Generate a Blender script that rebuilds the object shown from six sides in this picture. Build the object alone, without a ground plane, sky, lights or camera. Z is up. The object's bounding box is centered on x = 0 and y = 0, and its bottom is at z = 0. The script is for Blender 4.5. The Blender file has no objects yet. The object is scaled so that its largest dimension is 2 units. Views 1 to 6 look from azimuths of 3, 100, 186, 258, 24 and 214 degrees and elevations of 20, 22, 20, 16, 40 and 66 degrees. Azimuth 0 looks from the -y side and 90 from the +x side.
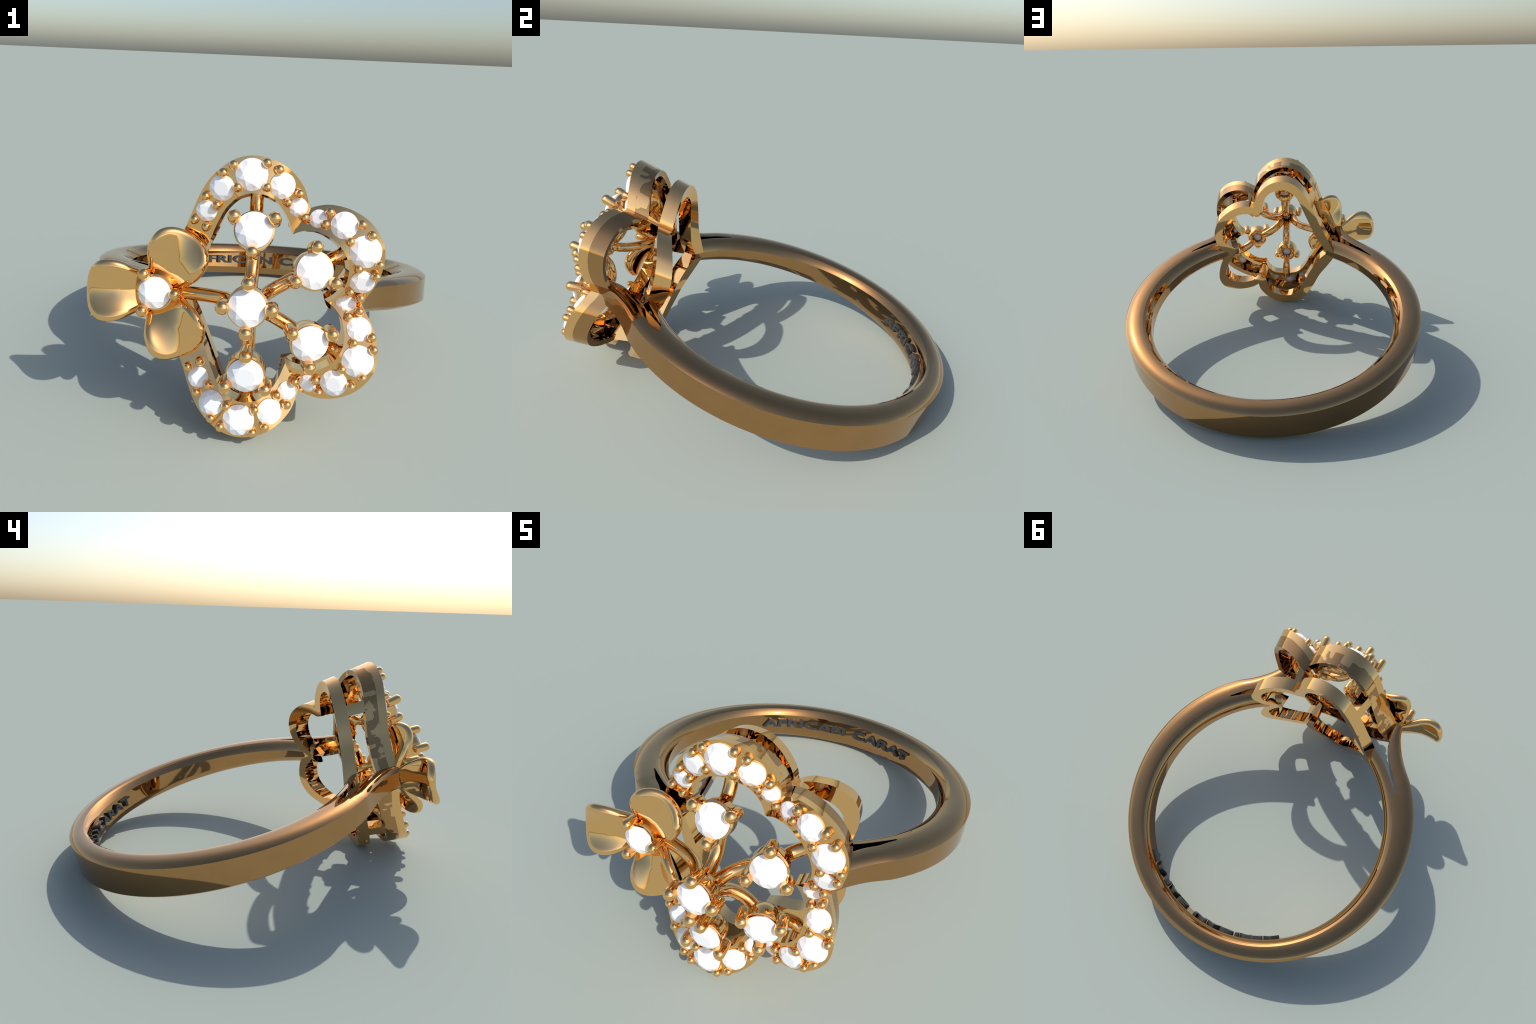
# A rose-gold flower ring lying on its side: a band that splits into two shoulders,
# a four-lobed halo set with white stones, claw-set stones on wire arms inside it,
# and a small three-petalled flower on the left.
import bpy, math, random
from math import sin, cos, radians, pi, sqrt, hypot, atan2
from mathutils import Vector, Matrix

random.seed(7)

# ------------------------------------------------------------------ ring frame
# local coordinates (x, f, a): x to the right, f from the ring centre towards the
# flower, a along the finger axis.  The ring lies tilted by TILT on the ground.
TILT = radians(14.9)
O = Vector((0.001, 0.1945, 0.3017))
X = Vector((1, 0, 0))
F = Vector((0, -cos(TILT), sin(TILT)))
A = Vector((0, sin(TILT), cos(TILT)))
BASE = Vector((0.0, 0.0, 0.0))


def W(x, f, a):
    return O + X * x + F * f + A * a


def Wd(x, f, a):
    return X * x + F * f + A * a


# ------------------------------------------------------------------ materials
def material(name, colour, metallic=1.0, rough=0.03, spec=0.5):
    m = bpy.data.materials.new(name)
    m.use_nodes = True
    b = m.node_tree.nodes["Principled BSDF"]
    b.inputs["Base Color"].default_value = (*colour, 1)
    b.inputs["Metallic"].default_value = metallic
    b.inputs["Roughness"].default_value = rough
    b.inputs["Specular IOR Level"].default_value = spec
    return m, m.node_tree, b


def noisy_gold(name, colour, var, rough):
    """polished gold with a barely visible drift of tone"""
    m, t, b = material(name, colour, 1.0, rough)
    co = t.nodes.new("ShaderNodeTexCoord")
    n = t.nodes.new("ShaderNodeTexNoise")
    n.inputs["Scale"].default_value = 9.0
    r = t.nodes.new("ShaderNodeValToRGB")
    r.color_ramp.elements[0].position = 0.3
    r.color_ramp.elements[1].position = 0.7
    r.color_ramp.elements[0].color = (*[c * (1 - var) for c in colour], 1)
    r.color_ramp.elements[1].color = (*[min(1, c * (1 + var)) for c in colour], 1)
    t.links.new(co.outputs["Object"], n.inputs["Vector"])
    t.links.new(n.outputs["Fac"], r.inputs["Fac"])
    t.links.new(r.outputs["Color"], b.inputs["Base Color"])
    return m


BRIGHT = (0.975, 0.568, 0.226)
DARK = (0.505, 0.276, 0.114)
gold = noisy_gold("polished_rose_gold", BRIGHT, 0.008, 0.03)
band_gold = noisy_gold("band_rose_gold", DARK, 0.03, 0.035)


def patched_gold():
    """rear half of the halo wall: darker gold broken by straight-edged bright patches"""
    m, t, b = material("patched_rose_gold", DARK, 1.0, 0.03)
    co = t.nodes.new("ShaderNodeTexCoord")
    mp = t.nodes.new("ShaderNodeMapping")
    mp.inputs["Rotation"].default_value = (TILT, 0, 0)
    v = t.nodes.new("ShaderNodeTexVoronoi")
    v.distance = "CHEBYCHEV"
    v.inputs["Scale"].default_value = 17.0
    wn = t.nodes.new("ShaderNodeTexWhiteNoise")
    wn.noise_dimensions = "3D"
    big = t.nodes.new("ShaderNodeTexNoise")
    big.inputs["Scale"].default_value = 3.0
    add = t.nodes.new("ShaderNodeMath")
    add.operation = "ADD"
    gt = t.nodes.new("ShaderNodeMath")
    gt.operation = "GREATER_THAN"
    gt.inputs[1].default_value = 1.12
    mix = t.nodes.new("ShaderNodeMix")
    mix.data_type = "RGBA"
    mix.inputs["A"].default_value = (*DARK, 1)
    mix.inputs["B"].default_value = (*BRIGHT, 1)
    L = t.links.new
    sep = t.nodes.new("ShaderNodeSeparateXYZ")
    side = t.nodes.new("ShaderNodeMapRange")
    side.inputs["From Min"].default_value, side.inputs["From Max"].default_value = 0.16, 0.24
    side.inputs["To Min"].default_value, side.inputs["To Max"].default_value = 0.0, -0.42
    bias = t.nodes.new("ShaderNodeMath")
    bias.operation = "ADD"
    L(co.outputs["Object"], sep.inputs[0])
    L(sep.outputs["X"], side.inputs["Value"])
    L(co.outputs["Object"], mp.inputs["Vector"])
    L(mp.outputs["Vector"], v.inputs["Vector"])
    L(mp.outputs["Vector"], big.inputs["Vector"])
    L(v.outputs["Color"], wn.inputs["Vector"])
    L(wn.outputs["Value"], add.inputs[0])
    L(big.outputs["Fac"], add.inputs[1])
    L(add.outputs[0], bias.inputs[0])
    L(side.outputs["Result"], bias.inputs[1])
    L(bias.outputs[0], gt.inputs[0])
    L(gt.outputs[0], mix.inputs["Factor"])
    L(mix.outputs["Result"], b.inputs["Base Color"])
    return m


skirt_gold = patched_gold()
stone_white = material("white_stone", (0.95, 0.95, 0.96), 0.0, 0.06, 0.4)[0]
letter_grey = material("letter_grey", (0.04, 0.043, 0.046), 0.0, 0.35, 0.35)[0]

# ------------------------------------------------------------------ object helpers
root = bpy.data.objects.new("flower_ring", None)
root.location = BASE
bpy.context.scene.collection.objects.link(root)
root["label"] = "rose gold flower ring set with round white stones"
root["category"] = "ring"


def add(name, mesh, parent, matrix=None):
    ob = bpy.data.objects.new(name, mesh)
    bpy.context.scene.collection.objects.link(ob)
    ob.parent = parent
    if matrix is not None:
        ob.matrix_local = matrix
    return ob


def mesh_from(name, verts, faces, mat, smooth=True, angle=35):
    me = bpy.data.meshes.new(name)
    me.from_pydata([tuple(v) for v in verts], [], faces)
    me.materials.append(mat)
    import bmesh
    bm = bmesh.new()
    bm.from_mesh(me)
    bmesh.ops.remove_doubles(bm, verts=bm.verts, dist=1e-5)
    bmesh.ops.recalc_face_normals(bm, faces=bm.faces)
    bm.to_mesh(me)
    bm.free()
    if smooth:
        me.polygons.foreach_set("use_smooth", [True] * len(me.polygons))
        me.set_sharp_from_angle(angle=radians(angle))
    return me


def loft(rings, closed=False, caps=True):
    """quads through equal-length closed cross-sections"""
    n = len(rings[0])
    v = [p for r in rings for p in r]
    f = []
    m = len(rings)
    for i in range(m if closed else m - 1):
        j = (i + 1) % m
        for k in range(n):
            l = (k + 1) % n
            f.append((i * n + k, i * n + l, j * n + l, j * n + k))
    if caps and not closed:
        f.append(tuple(range(n)))
        f.append(tuple((m - 1) * n + k for k in range(n)))
    return v, f


def joined(parts):
    V, Fc = [], []
    for v, f in parts:
        o = len(V)
        V += v
        Fc += [tuple(i + o for i in q) for q in f]
    return V, Fc


def catmull(pts, per=6):
    """smooth curve through tuples of any length, ends kept"""
    out = []
    n = len(pts)
    for i in range(n - 1):
        p0 = pts[i - 1] if i else [2 * a - b for a, b in zip(pts[0], pts[1])]
        p1, p2 = pts[i], pts[i + 1]
        p3 = pts[i + 2] if i + 2 < n else [2 * a - b for a, b in zip(pts[-1], pts[-2])]
        for s in range(per):
            u = s / per
            out.append(tuple(0.5 * (2 * b + (c - a) * u + (2 * a - 5 * b + 4 * c - d) * u * u + (3 * b - a - 3 * c + d) * u ** 3)
                             for a, b, c, d in zip(p0, p1, p2, p3)))
    out.append(tuple(pts[-1]))
    return out


def resample(curve, n, dims=2):
    """n+1 points evenly spaced by the length of the first `dims` coordinates"""
    L = [0.0]
    for p, q in zip(curve, curve[1:]):
        L.append(L[-1] + sqrt(sum((a - b) ** 2 for a, b in zip(p[:dims], q[:dims]))))
    out, j = [], 0
    for i in range(n + 1):
        t = L[-1] * i / n
        while j < len(L) - 2 and L[j + 1] < t:
            j += 1
        d = L[j + 1] - L[j]
        u = 0 if d == 0 else (t - L[j]) / d
        out.append(tuple(a + (b - a) * u for a, b in zip(curve[j], curve[j + 1])))
    return out


# ------------------------------------------------------------------ band
RI = 0.7012
SPLIT = 49.0          # degrees from the flower where the band splits


def r_out(th):
    return 0.8492 + 0.0362 * cos(th)


def half_height(th):
    return 0.0836 - 0.0165 * cos(th)


DROP_OUT, DROP_IN = 0.0235, 0.048          # how far the domed side face falls to its outer and inner edge


def dome(u):
    return (DROP_OUT if u > 0 else DROP_IN) * abs(u) ** 3.0


def strip_section(place, u0, u1, h, n=14):
    """cross-section between normalised widths u0..u1 of the domed band profile;
    place(w, a) with w in 0..1 across the strip"""
    top = []
    for i in range(n + 1):
        w = 0.5 - 0.5 * cos(pi * i / n)
        u = u0 + (u1 - u0) * w
        top.append((w, h - dome(u)))
    return [place(w, a) for w, a in top] + [place(w, -a) for w, a in reversed(top)]


def shank():
    parts = []
    rings = []
    N = 150
    for i in range(N + 1):
        th = radians(SPLIT + (360 - 2 * SPLIT) * i / N)
        ro, h = r_out(th), half_height(th)
        rings.append(strip_section(lambda w, a: W((RI + (ro - RI) * w) * sin(th), (RI + (ro - RI) * w) * cos(th), a), -1, 1, h))
    parts.append(loft(rings))
    th0 = radians(SPLIT)
    hs, ro0 = half_height(th0), r_out(th0)
    cut_in, cut_out = 0.7755, 0.7825          # the two sides of the slit where it begins

    def u_of(r):
        return 2 * (r - RI) / (ro0 - RI) - 1

    for s in (1, -1):
        # inner shoulder: keeps to the finger hole and meets the gallery
        rings = []
        for i in range(31):
            u = i / 30
            th = radians(SPLIT - 24.0 * u)
            h = hs * (1 - 0.12 * u)
            rw = cut_in - 0.0055 * min(1, u * 4)
            rings.append(strip_section(lambda w, a: W(s * (RI + (rw - RI) * w) * sin(th), (RI + (rw - RI) * w) * cos(th), a), -1, u_of(cut_in), h))
        parts.append(loft(rings, caps=False))
        # outer shoulder: swings forward to the halo
        inner = [(cut_out * sin(th0), cut_out * cos(th0)), (0.5505, 0.563), (0.526, 0.594), (0.487, 0.631), (0.455, 0.668), (0.409, 0.728), (0.376, 0.79), (0.364, 0.84), (0.362, 0.885)]
        outer = [(ro0 * sin(th0), ro0 * cos(th0)), (0.617, 0.622), (0.588, 0.649), (0.550, 0.682), (0.515, 0.717), (0.468, 0.772), (0.432, 0.829), (0.417, 0.868), (0.414, 0.90)]
        cu = catmull([(*p, *q) for p, q in zip(inner, outer)], 5)
        rings = []
        for k, (xi, fi, xo, fo) in enumerate(cu):
            u = k / (len(cu) - 1)
            h = hs * (1 - 0.2 * u)
            rings.append(strip_section(lambda w, a: W(s * (xi + (xo - xi) * w), fi + (fo - fi) * w, a), u_of(cut_out) - 0.5 * u, 1, h))
        parts.append(loft(rings, caps=False))
    v, f = joined(parts)
    return mesh_from("band", v, f, band_gold, angle=15)


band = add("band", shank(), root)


# ------------------------------------------------------------------ raised lettering on the inner wall
def lettering(text, th0, th1, rise, height):
    cu = bpy.data.curves.new("lettering", "FONT")
    cu.body = text
    cu.size = 1.0
    cu.extrude = 0.0
    cu.resolution_u = 6
    cu.offset = 0.032
    cu.space_character = 1.06
    ob = bpy.data.objects.new("lettering", cu)
    bpy.context.scene.collection.objects.link(ob)
    bpy.context.view_layer.update()
    dg = bpy.context.evaluated_depsgraph_get()
    src = ob.evaluated_get(dg).to_mesh()
    xs = [v.co.x for v in src.vertices]
    ys = [v.co.y for v in src.vertices]
    x0, x1, y0, y1 = min(xs), max(xs), min(ys), max(ys)
    flat_v = [v.co.copy() for v in src.vertices]
    flat_f = [tuple(p.vertices) for p in src.polygons]
    bpy.data.objects.remove(ob)
    # split into connected glyphs
    par = list(range(len(flat_v)))

    def find(i):
        while par[i] != i:
            par[i] = par[par[i]]
            i = par[i]
        return i

    for f in flat_f:
        for a in f[1:]:
            par[find(a)] = find(f[0])
    groups = {}
    for f in flat_f:
        groups.setdefault(find(f[0]), []).append(f)

    def bend(p, up):
        th = radians(th0 + (th1 - th0) * (p.x - x0) / (x1 - x0))
        a = height * ((p.y - y0) / (y1 - y0) - 0.5)
        r = RI + 0.004 - up
        return W(r * sin(th), -r * cos(th), a)

    for key in sorted(groups, key=lambda k: min(flat_v[i].x for f in groups[k] for i in f)):
        fs = groups[key]
        ids = sorted({i for f in fs for i in f})
        idx = {i: n for n, i in enumerate(ids)}
        n = len(ids)
        verts = [bend(flat_v[i], rise) for i in ids] + [bend(flat_v[i], 0.0) for i in ids]
        faces = [tuple(idx[i] for i in f) for f in fs]
        edges = {}
        for f in fs:
            for a, b in zip(f, f[1:] + f[:1]):
                edges[(a, b)] = edges.get((a, b), 0) + 1
        for (a, b) in list(edges):
            if (b, a) not in edges:
                faces.append((idx[b], idx[a], idx[a] + n, idx[b] + n))
        me = mesh_from("letter", verts, faces, letter_grey, smooth=False)
        add("letter", me, band)


lettering("AFRICAN CARAT", -40.6, 41.2, 0.020, 0.050)

# ------------------------------------------------------------------ flower outline tables (upper half; the lower mirrors it)
# halo: outer x, outer a, inner x, inner a, depth of the front face
HALO_L = [(-.402, 0, -.310, 0, .897), (-.350, .085, -.240, .09, .899), (-.296, .190, -.178, .200, .909), (-.269, .252, -.157, .25, .922),
          (-.247, .305, -.140, .288, .933), (-.216, .380, -.117, .330, .949), (-.185, .433, -.088, .363, .963), (-.147, .475, -.066, .380, .973),
          (-.105, .508, -.048, .388, .978), (-.060, .528, -.025, .395, .980), (-.012, .535, 0, .397, .980), (.043, .528, .027, .394, .976),
          (.095, .508, .056, .384, .966), (.141, .474, .083, .366, .950), (.176, .431, .109, .333, .933), (.193, .388, .127, .300, .921), (.202, .354, .145, .252, .914)]
HALO_R = [(.202, .354, .145, .252, .914), (.230, .364, .178, .265, .926), (.270, .371, .21, .269, .941), (.314, .367, .245, .265, .956),
          (.360, .354, .281, .249, .969), (.409, .328, .312, .228, .978), (.445, .295, .328, .210, .982), (.473, .254, .342, .190, .983),
          (.486, .212, .354, .163, .981), (.488, .167, .360, .130, .974), (.480, .118, .358, .094, .962), (.462, .07, .347, .055, .945),
          (.440, .03, .320, .02, .926), (.425, 0, .292, 0, .915)]
# gallery: outer x, a and inner x, a, measured at its rear face on the finger hole
GAL_L = [(-.362, 0, -.308, 0), (-.312, .10, -.243, .085), (-.257, .2, -.194, .182), (-.215, .3, -.150, .280), (-.167, .393, -.120, .350),
         (-.127, .447, -.098, .390), (-.073, .485, -.055, .425), (-.010, .498, -.010, .437), (.060, .484, .045, .426), (.119, .441, .087, .400),
         (.167, .372, .116, .350), (.183, .315, .127, .276)]
GAL_R = [(.183, .315, .127, .276), (.215, .331, .180, .268), (.258, .336, .225, .277), (.317, .326, .275, .279), (.370, .297, .322, .262),
         (.405, .262, .358, .232), (.428, .205, .382, .190), (.430, .140, .386, .135), (.411, .065, .372, .085), (.375, 0, .292, 0)]
NL, NR = 96, 72


def half(tl, tr):
    l = resample(catmull(tl, 8), NL)
    r = resample(catmull(tr, 8), NR)
    return l, r


def full(l, r):
    """closed outline: left cusp, top lobe, right lobe, then mirrored back"""
    up = l[:-1] + r
    dn = [(p[0], -p[1], p[2], -p[3], *p[4:]) for p in reversed(up[1:-1])]
    return up + dn


halo = full(*half(HALO_L, HALO_R))
gall = full(*half(GAL_L, GAL_R))
NHALF = NL + NR


def taper(f):
    return 1 - 0.28 * (0.98 - f)


PLATE, SKIRT, SKIRT_T = 0.043, 0.113, 0.030


flower = bpy.data.objects.new("flower_head", None)
bpy.context.scene.collection.objects.link(flower)
flower.parent = root


def strip(rings, mat, name, closed=True, angle=30):
    v, f = loft(rings, closed=closed)
    return mesh_from(name, v, f, mat, angle=angle)


# face plate that carries the stones, with a lip along the inner edge
LIP, LIP_T, FLOOR = 0.070, 0.024, 0.024


def wall_point(p, depth, inward=0.0):
    f = p[4] - depth
    k = taper(f) / taper(p[4])
    ox, oa, ix, ia = p[0] * k, p[1] * k, p[2], p[3]
    d = hypot(ix - ox, ia - oa)
    return W(ox + (ix - ox) * inward / d, f, oa + (ia - oa) * inward / d)


def lip_point(p, depth, outward=0.0):
    f = p[4] - depth
    k = taper(f) / taper(p[4])
    ox, oa, ix, ia = p[0] * k, p[1] * k, p[2] * k, p[3] * k
    d = hypot(ix - ox, ia - oa)
    return W(ix + (ox - ix) * outward / d, f, ia + (oa - ia) * outward / d)


rings = []
for p in halo:
    rings.append([wall_point(p, 0), lip_point(p, 0), lip_point(p, LIP), lip_point(p, LIP, LIP_T), lip_point(p, FLOOR, LIP_T),
                  wall_point(p, FLOOR, SKIRT_T), wall_point(p, PLATE, SKIRT_T), wall_point(p, PLATE)])
add("halo_plate", strip(rings, gold, "halo_plate"), flower)

# skirt: the rear half of the halo wall
rings = []
for p in halo:
    rings.append([wall_point(p, PLATE + 0.0002), wall_point(p, SKIRT), wall_point(p, SKIRT, SKIRT_T), wall_point(p, PLATE + 0.0002, SKIRT_T)])
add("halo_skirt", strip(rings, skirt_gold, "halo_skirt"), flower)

# gallery ring, cut to the finger hole behind and to a parallel cylinder in front
G0, G1 = 0.702, 0.770


def on_cyl(x, a, r):
    return sqrt(r * r - min(x * x, r * r * 0.9))


def gal_points(p, r):
    ox, oa, ix, ia = p
    f0o, f0i = on_cyl(ox, oa, G0), on_cyl(ix, ia, G0)
    if r == G0:
        return (ox, f0o, oa), (ix, f0i, ia)
    k = 1 + 0.28 * (r - G0)
    ox, oa = ox * k, oa * k
    return (ox, on_cyl(ox, oa, r), oa), (ix, on_cyl(ix, ia, r), ia)


rings = []
for p in gall:
    ro, ri = gal_points(p, G0)
    fo, fi = gal_points(p, G1)
    rings.append([W(*fo), W(*ro), W(*ri), W(*fi)])
add("gallery", strip(rings, gold, "gallery"), flower)


# posts between halo and gallery, flush with the tapered wall
def post(i0, i1, thick, n=None):
    idx = range(i0, i1 + 1)
    rings = []
    for i in idx:
        h, g = halo[i % len(halo)], gall[i % len(halo)]
        (gx, gf, ga), (jx, jf, ja) = gal_points(g, G1)
        d = hypot(jx - gx, ja - ga)
        u = min(0.98, thick / d)
        k = taper(h[4] - SKIRT) / taper(h[4])
        dh = k * hypot(h[0] - h[2], h[1] - h[3])
        rings.append([wall_point(h, SKIRT - 0.004), W(gx, gf - 0.004, ga),
                      W(gx + (jx - gx) * u, gf - 0.004, ga + (ja - ga) * u), wall_point(h, SKIRT - 0.03, min(thick, dh - 0.003))])
    v, f = loft(rings)
    return mesh_from("post", v, f, gold, angle=30)


def index_where(test):
    return [i for i in range(NHALF) if test(halo[i])]


left = index_where(lambda p: p[0] < -.1 and .335 < p[1] < .405)
M = len(halo)
posts = [(left[0], left[-1], 0.06), (M - left[-1], M - left[0], 0.06),
         (NL - 2, NL + 5, 1.0), (M - NL - 5, M - NL + 2, 1.0), (NHALF - 5, NHALF + 5, 0.06)]
for a, b, t in posts:
    add("post", post(a, b, t), flower)


# ------------------------------------------------------------------ stones
def brilliant(name):
    """unit-radius round stone: table, crown facets, girdle and a pointed pavilion, girdle at z = 0"""
    v, f = [], []
    n = 8
    for k in range(n):                                     # table
        t = 2 * pi * (k + .5) / n
        v.append((.56 * cos(t), .56 * sin(t), .27))
    for k in range(n):                                     # kite tips
        t = 2 * pi * k / n
        v.append((.79 * cos(t), .79 * sin(t), .185))
    for k in range(32):                                    # girdle
        t = 2 * pi * k / 32
        v.append((cos(t), sin(t), .0))
    for k in range(32):
        t = 2 * pi * k / 32
        v.append((cos(t), sin(t), -.06))
    for k in range(n):
        t = 2 * pi * (k + .5) / n
        v.append((.74 * cos(t), .74 * sin(t), -.50))
    for k in range(n):
        t = 2 * pi * (k + .5) / n
        v.append((.42 * cos(t), .42 * sin(t), -.92))
    v.append((0, 0, -1.12))
    T, K, G, H, P, Q, C = 0, 8, 16, 48, 80, 88, 96
    f.append(tuple(range(8)))
    for k in range(n):
        f.append((T + (k - 1) % n, K + k, T + k))          # star facets
        g = lambda j: G + (j % 32)
        m = 4 * k
        # girdle facet under kite tip k and the large crown facet beside it
        f.append((K + k, g(m - 1), g(m), g(m + 1)))
        f.append((K + k, g(m + 1), g(m + 2), g(m + 3), K + (k + 1) % n, T + k))
    for k in range(32):
        f.append((G + k, G + (k + 1) % 32, H + (k + 1) % 32, H + k))
    for k in range(n):
        h = lambda j: H + (j % 32)
        m = 4 * k
        f.append((h(m), h(m + 1), h(m + 2), h(m + 3), h(m + 4), P + k))
        f.append((h(m + 4), P + (k + 1) % n, P + k))
        f.append((P + k, P + (k + 1) % n, Q + (k + 1) % n, Q + k))
        f.append((Q + k, Q + (k + 1) % n, C))
    return mesh_from(name, v, f, stone_white, smooth=False)


STONE = brilliant("stone")


def frame(pos, axis, roll=0.0, scale=1.0):
    """matrix with local z on `axis` (given in ring coordinates)"""
    z = Wd(*axis).normalized()
    y = (A - z * A.dot(z)).normalized()
    x = y.cross(z)
    c, s = cos(roll), sin(roll)
    x, y = x * c + y * s, y * c - x * s
    m = Matrix((x, y, z)).transposed().to_4x4()
    m.translation = W(*pos)
    return m @ Matrix.Scale(scale, 4)


# halo stones: x, a, girdle depth, radius (upper half; the one on the axis once)
HALO_STONES = [(-.020, .465, .979, .0602), (-.130, .410, .962, .0485), (-.187, .322, .944, .0400), (.096, .431, .957, .0494),
               (.159, .355, .931, .0362), (.235, .317, .933, .0352), (.331, .298, .968, .0510), (.414, .205, .981, .0603),
               (.414, .088, .955, .0470), (.364, 0, .931, .0393)]


def face_normal(x, a):
    """tilt of the dished halo face, from the nearest outline section"""
    best = min(range(len(halo)), key=lambda i: (0.5 * (halo[i][0] + halo[i][2]) - x) ** 2 + (0.5 * (halo[i][1] + halo[i][3]) - a) ** 2)
    p, q = halo[best - 3], halo[(best + 3) % len(halo)]
    t = Vector((0.5 * (q[0] + q[2] - p[0] - p[2]), q[4] - p[4], 0.5 * (q[1] + q[3] - p[1] - p[3])))
    r = Vector((halo[best][0] - halo[best][2], 0, halo[best][1] - halo[best][3]))
    n = r.cross(t)
    if n.y < 0:
        n = -n
    n.normalize()
    return n, halo[best][4]


for x, a, f, r in HALO_STONES:
    for s in ((1, -1) if a else (1,)):
        n, face = face_normal(x, a * s)
        add("stone", STONE, flower, frame((x, face + 0.006, a * s), tuple(n), random.uniform(0, 6), r))

# beads that hold them
BEADS = [(-.089, .495), (-.127, .465), (.034, .508), (.080, .487), (-.191, .376), (-.147, .345), (-.071, .414), (.038, .421), (.160, .404),
         (.118, .370), (-.232, .286), (-.186, .261), (.185, .317), (.276, .342), (.262, .296), (.394, .303), (.433, .266), (.355, .239),
         (.468, .159), (.393, .139), (.460, .114), (.372, .046), (.412, .025)]


def bead_mesh(r, stem):
    prof = [(0, r)] + [(r * sin(t), r * cos(t)) for t in [pi * i / 16 for i in range(1, 9)]] + [(r * 0.96, -stem * 0.5), (r * 0.35, -stem), (0, -stem)]
    return lathe("bead", prof, gold, 24)


def lathe(name, prof, mat, n=32, angle=35):
    v, f = [], []
    m = len(prof)
    for k in range(n):
        t = 2 * pi * k / n
        for r, z in prof:
            v.append((r * cos(t), r * sin(t), z))
    for k in range(n):
        l = (k + 1) % n
        for j in range(m - 1):
            q = [k * m + j, l * m + j, l * m + j + 1, k * m + j + 1]
            if prof[j][0] == 0:
                q = [k * m + j, l * m + j + 1, k * m + j + 1]
            elif prof[j + 1][0] == 0:
                q = [k * m + j, l * m + j, k * m + j + 1]
            f.append(tuple(q))
    return mesh_from(name, v, f, mat, angle=angle)


BEAD = bead_mesh(0.0182, 0.062)
for x, a in BEADS:
    for s in (1, -1):
        n, face = face_normal(x, a * s)
        add("bead", BEAD, flower, frame((x, face + 0.014, a * s), (0, 1, 0)))


# ------------------------------------------------------------------ claw settings
CUP = lathe("setting_cup", [(.058, -.020), (.0665, -.0125), (.0735, -.0145), (.0735, -.052), (.0705, -.066), (.0665, -.080), (.061, -.0885),
                            (.052, -.093), (.041, -.0905), (.033, -.082), (.032, -.070), (.058, -.020)], gold, 48)
r = 0.0245
CLAW = lathe("claw", [(0, r)] + [(r * sin(pi * i / 18), r * cos(pi * i / 18)) for i in range(1, 10)] + [(r, -.050), (r * .92, -.060), (r * .7, -.067), (r * .4, -.071), (0, -.072)], gold, 28)
SPLAY = radians(12.5)
SETTINGS = [((0.001, 1.175, 0.0), None, (0, 90, 180, 270), .0668),
            ((.003, 1.065, .265), 90, (30, 150, 270), .0668), ((.001, 1.065, -.267), 270, (90, 210, 330), .0668),
            ((.229, 1.062, .131), 30, (90, 210, 330), .0668), ((.229, 1.062, -.135), -30, (30, 150, 270), .0668)]
cup_bottoms = {}


def setting(pos, splay_dir, claws, rad, parent, splay=SPLAY, scale=1.0):
    ax = (0, 1, 0)
    if splay_dir is not None:
        d = radians(splay_dir)
        ax = (sin(splay) * cos(d), cos(splay), sin(splay) * sin(d))
    m = frame(pos, ax, 0.0, scale)
    cup = add("setting_cup", CUP, parent, m)
    add("stone", STONE, cup, Matrix.Rotation(random.uniform(0, 6), 4, "Z") @ Matrix.Scale(rad, 4))
    for c in claws:
        c = radians(c)
        # claw angles are given in the flower plane
        add("claw", CLAW, cup, Matrix.Translation((.0845 * cos(c), .0845 * sin(c), .018)))
    return tuple(p - 0.09 * q for p, q in zip(pos, ax))


bottoms = [setting(p, s, c, r_, flower) for p, s, c, r_ in SETTINGS]


# ------------------------------------------------------------------ wire arms
def tube(name, pts, rad, mat, per=8, sides=20, square=0.0):
    c = [Vector(p) for p in catmull(pts, per)]
    rings = []
    up0 = None
    for i, p in enumerate(c):
        t = (c[min(i + 1, len(c) - 1)] - c[max(i - 1, 0)]).normalized()
        side = up0 if up0 is not None else t.orthogonal()
        side = (side - t * side.dot(t)).normalized()
        up0 = side
        nb = t.cross(side)
        rr = rad(i / (len(c) - 1)) if callable(rad) else rad
        rings.append([W(*(p + side * rr * cos(2 * pi * k / sides) + nb * rr * sin(2 * pi * k / sides))) for k in range(sides)])
    v, f = loft(rings)
    return mesh_from(name, v, f, mat, angle=50)


ARM_R = 0.0265
for b, reach in zip(bottoms[1:], ((0, .412), (0, -.412), (.352, .195), (.352, -.195))):
    d = Vector((b[0], 0, b[2]))
    L = d.length
    d.normalize()
    at = lambda r_, f: (d.x * r_, f, d.z * r_)
    inner_arm = [at(.040, 1.105), at(.052, 1.060), at(.078, 1.020), at(.115, .997), at(.155, .988), at(L - .05, .990)]
    add("wire_arm", tube("wire_arm", inner_arm, ARM_R, gold), flower)
    e = Vector((reach[0], 0, reach[1]))
    outer_arm = [at(L + .042, .985)]
    for u, f in ((.38, .945), (.62, .922), (.84, .915), (1.0, .917)):
        q = d * L + (e - d * L) * u
        outer_arm.append((q.x, f, q.z))
    add("wire_arm", tube("wire_arm", outer_arm, ARM_R, gold), flower)
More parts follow.
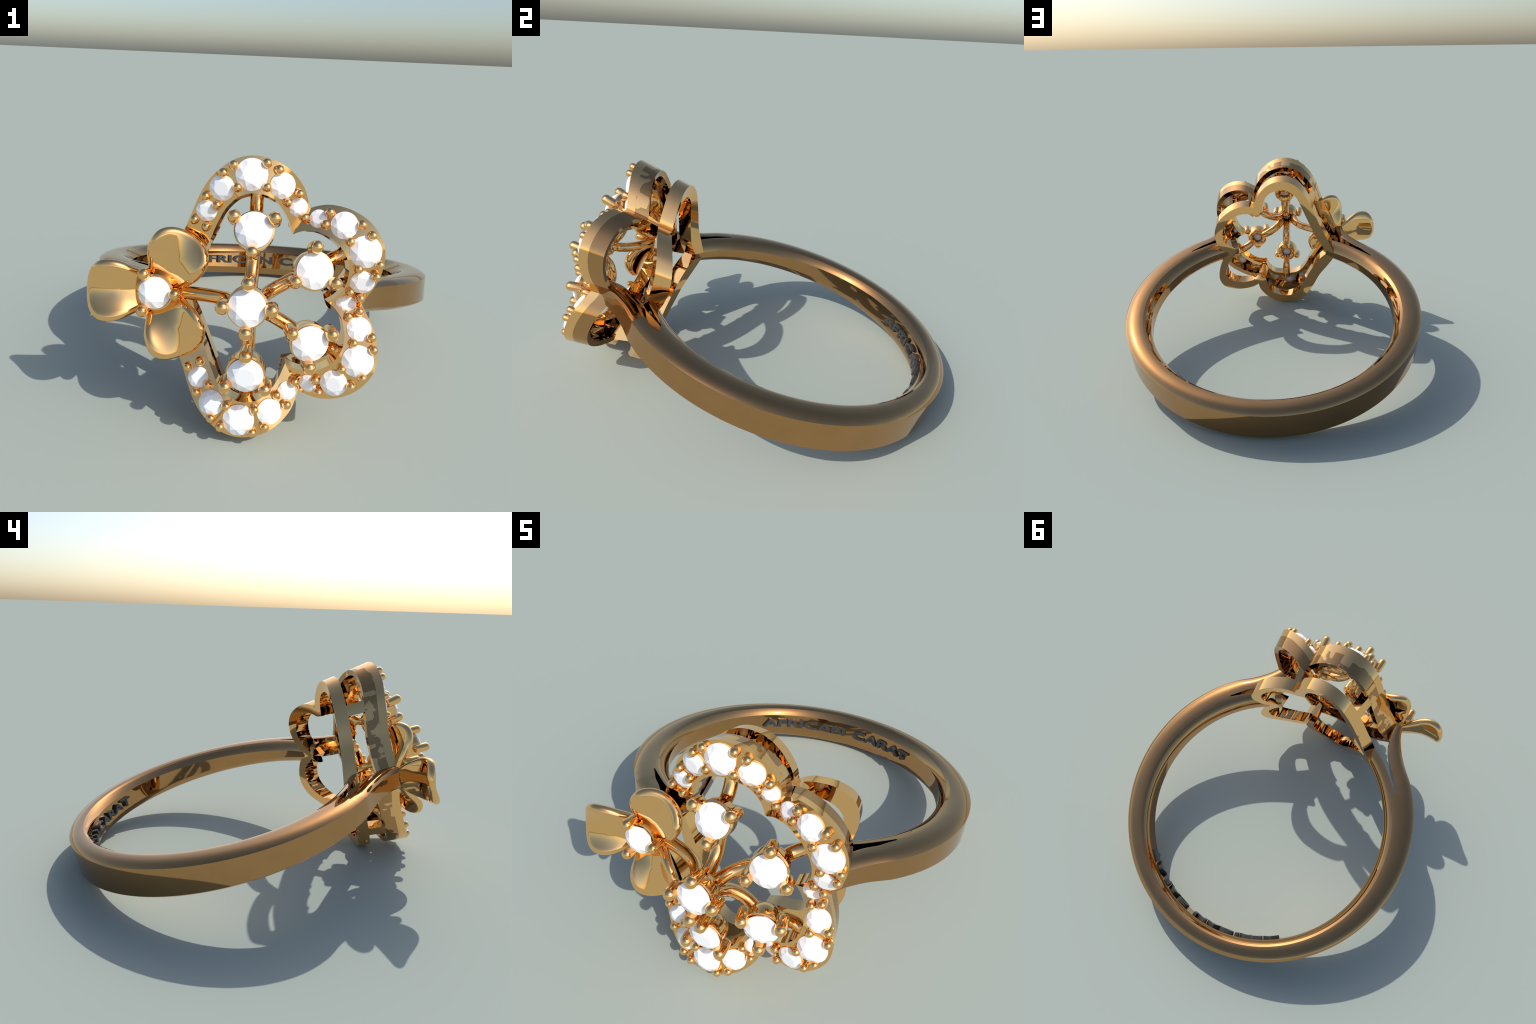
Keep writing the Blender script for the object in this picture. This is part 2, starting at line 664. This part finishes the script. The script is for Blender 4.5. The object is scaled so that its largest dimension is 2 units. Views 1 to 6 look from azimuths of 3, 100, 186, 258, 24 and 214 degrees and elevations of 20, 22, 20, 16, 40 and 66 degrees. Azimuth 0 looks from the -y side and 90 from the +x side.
# the long arm that carries the small flower
add("wire_arm", tube("wire_arm", [(-.040, 1.105, 0), (-.052, 1.055, 0), (-.078, 1.008, 0), (-.12, .970, 0), (-.18, .938, 0), (-.25, .912, 0), (-.33, .895, 0), (-.38, .888, 0)],
                     ARM_R, gold), flower)

# ------------------------------------------------------------------ small flower on the left
small = bpy.data.objects.new("small_flower", None)
bpy.context.scene.collection.objects.link(small)
small.parent = root
SC = (-.368, .968, 0)
setting((SC[0], SC[1], SC[2]), None, (0, 120, 240), .0645, small, scale=.955)


HALF_T = 0.0215       # half the thickness of a petal
PETAL_SIDE = [(-.005, .0), (.0, .030), (.02, .048), (.05, .071), (.083, .090), (.12, .107), (.155, .1145), (.185, .1150), (.212, .110), (.236, .095), (.254, .070), (.264, .036), (.267, 0)]
PETAL_MID = [(-.05, .876), (.0, .884), (.05, .904), (.09, .923), (.13, .941), (.17, .950), (.22, .952), (.27, .947), (.32, .94)]


def lerp_table(tab, x):
    for (a, p), (b, q) in zip(tab, tab[1:]):
        if x <= b:
            return p + (q - p) * (x - a) / (b - a)
    return tab[-1][1]


PETAL_MID_FINE = catmull(PETAL_MID, 30)


def petal_depth(r_, w):
    cup = 0.044 * min(1.0, max(0.0, (r_ + .02) / .13))
    return lerp_table(PETAL_MID_FINE, r_) + cup * (w / .115) ** 2


def petal(phi):
    """thick spoon-shaped petal with a rounded rim, grown outward from its middle to its outline"""
    e = Vector((cos(phi), 0, sin(phi)))
    w = Vector((-sin(phi), 0, cos(phi)))
    side = resample(catmull(PETAL_SIDE, 6), 44)
    outline = side + [(a, -b) for a, b in reversed(side[1:-1])]
    n = len(outline)
    cx = .145
    steps = [0.0, .2, .38, .54, .67, .77, .84, .885, .92, .945, .963, .977, .988, .995, 1.0]
    v, f = [], []

    def place(a, b, off):
        h = 0.002
        da = (petal_depth(a + h, b) - petal_depth(a - h, b)) / (2 * h)
        db = (petal_depth(a, b + h) - petal_depth(a, b - h)) / (2 * h)
        nrm = Vector((-da, 1, -db)).normalized()
        a, b, fd = a + nrm.x * off, b + nrm.z * off, petal_depth(a, b) + nrm.y * off
        p = e * a + w * b
        return W(SC[0] + p.x, fd, SC[2] + p.z)

    for sign in (1, -1):
        for q in steps:
            for a, b in outline:
                reach = hypot(a - cx, b)
                gap = (1 - q) * min(reach, .115)
                t = HALF_T if gap >= HALF_T else sqrt(max(0.0, HALF_T ** 2 - (HALF_T - gap) ** 2))
                v.append(place(cx + (a - cx) * q, b * q, sign * t))
    m = len(steps)
    for sgn in range(2):
        for i in range(m - 1):
            for k in range(n):
                o = sgn * m * n
                l = (k + 1) % n
                f.append((o + i * n + k, o + i * n + l, o + (i + 1) * n + l, o + (i + 1) * n + k))
    me = mesh_from("petal", v, f, gold, angle=180)
    return add("petal", me, small)


for deg in (180, 60, -60):
    petal(radians(deg))
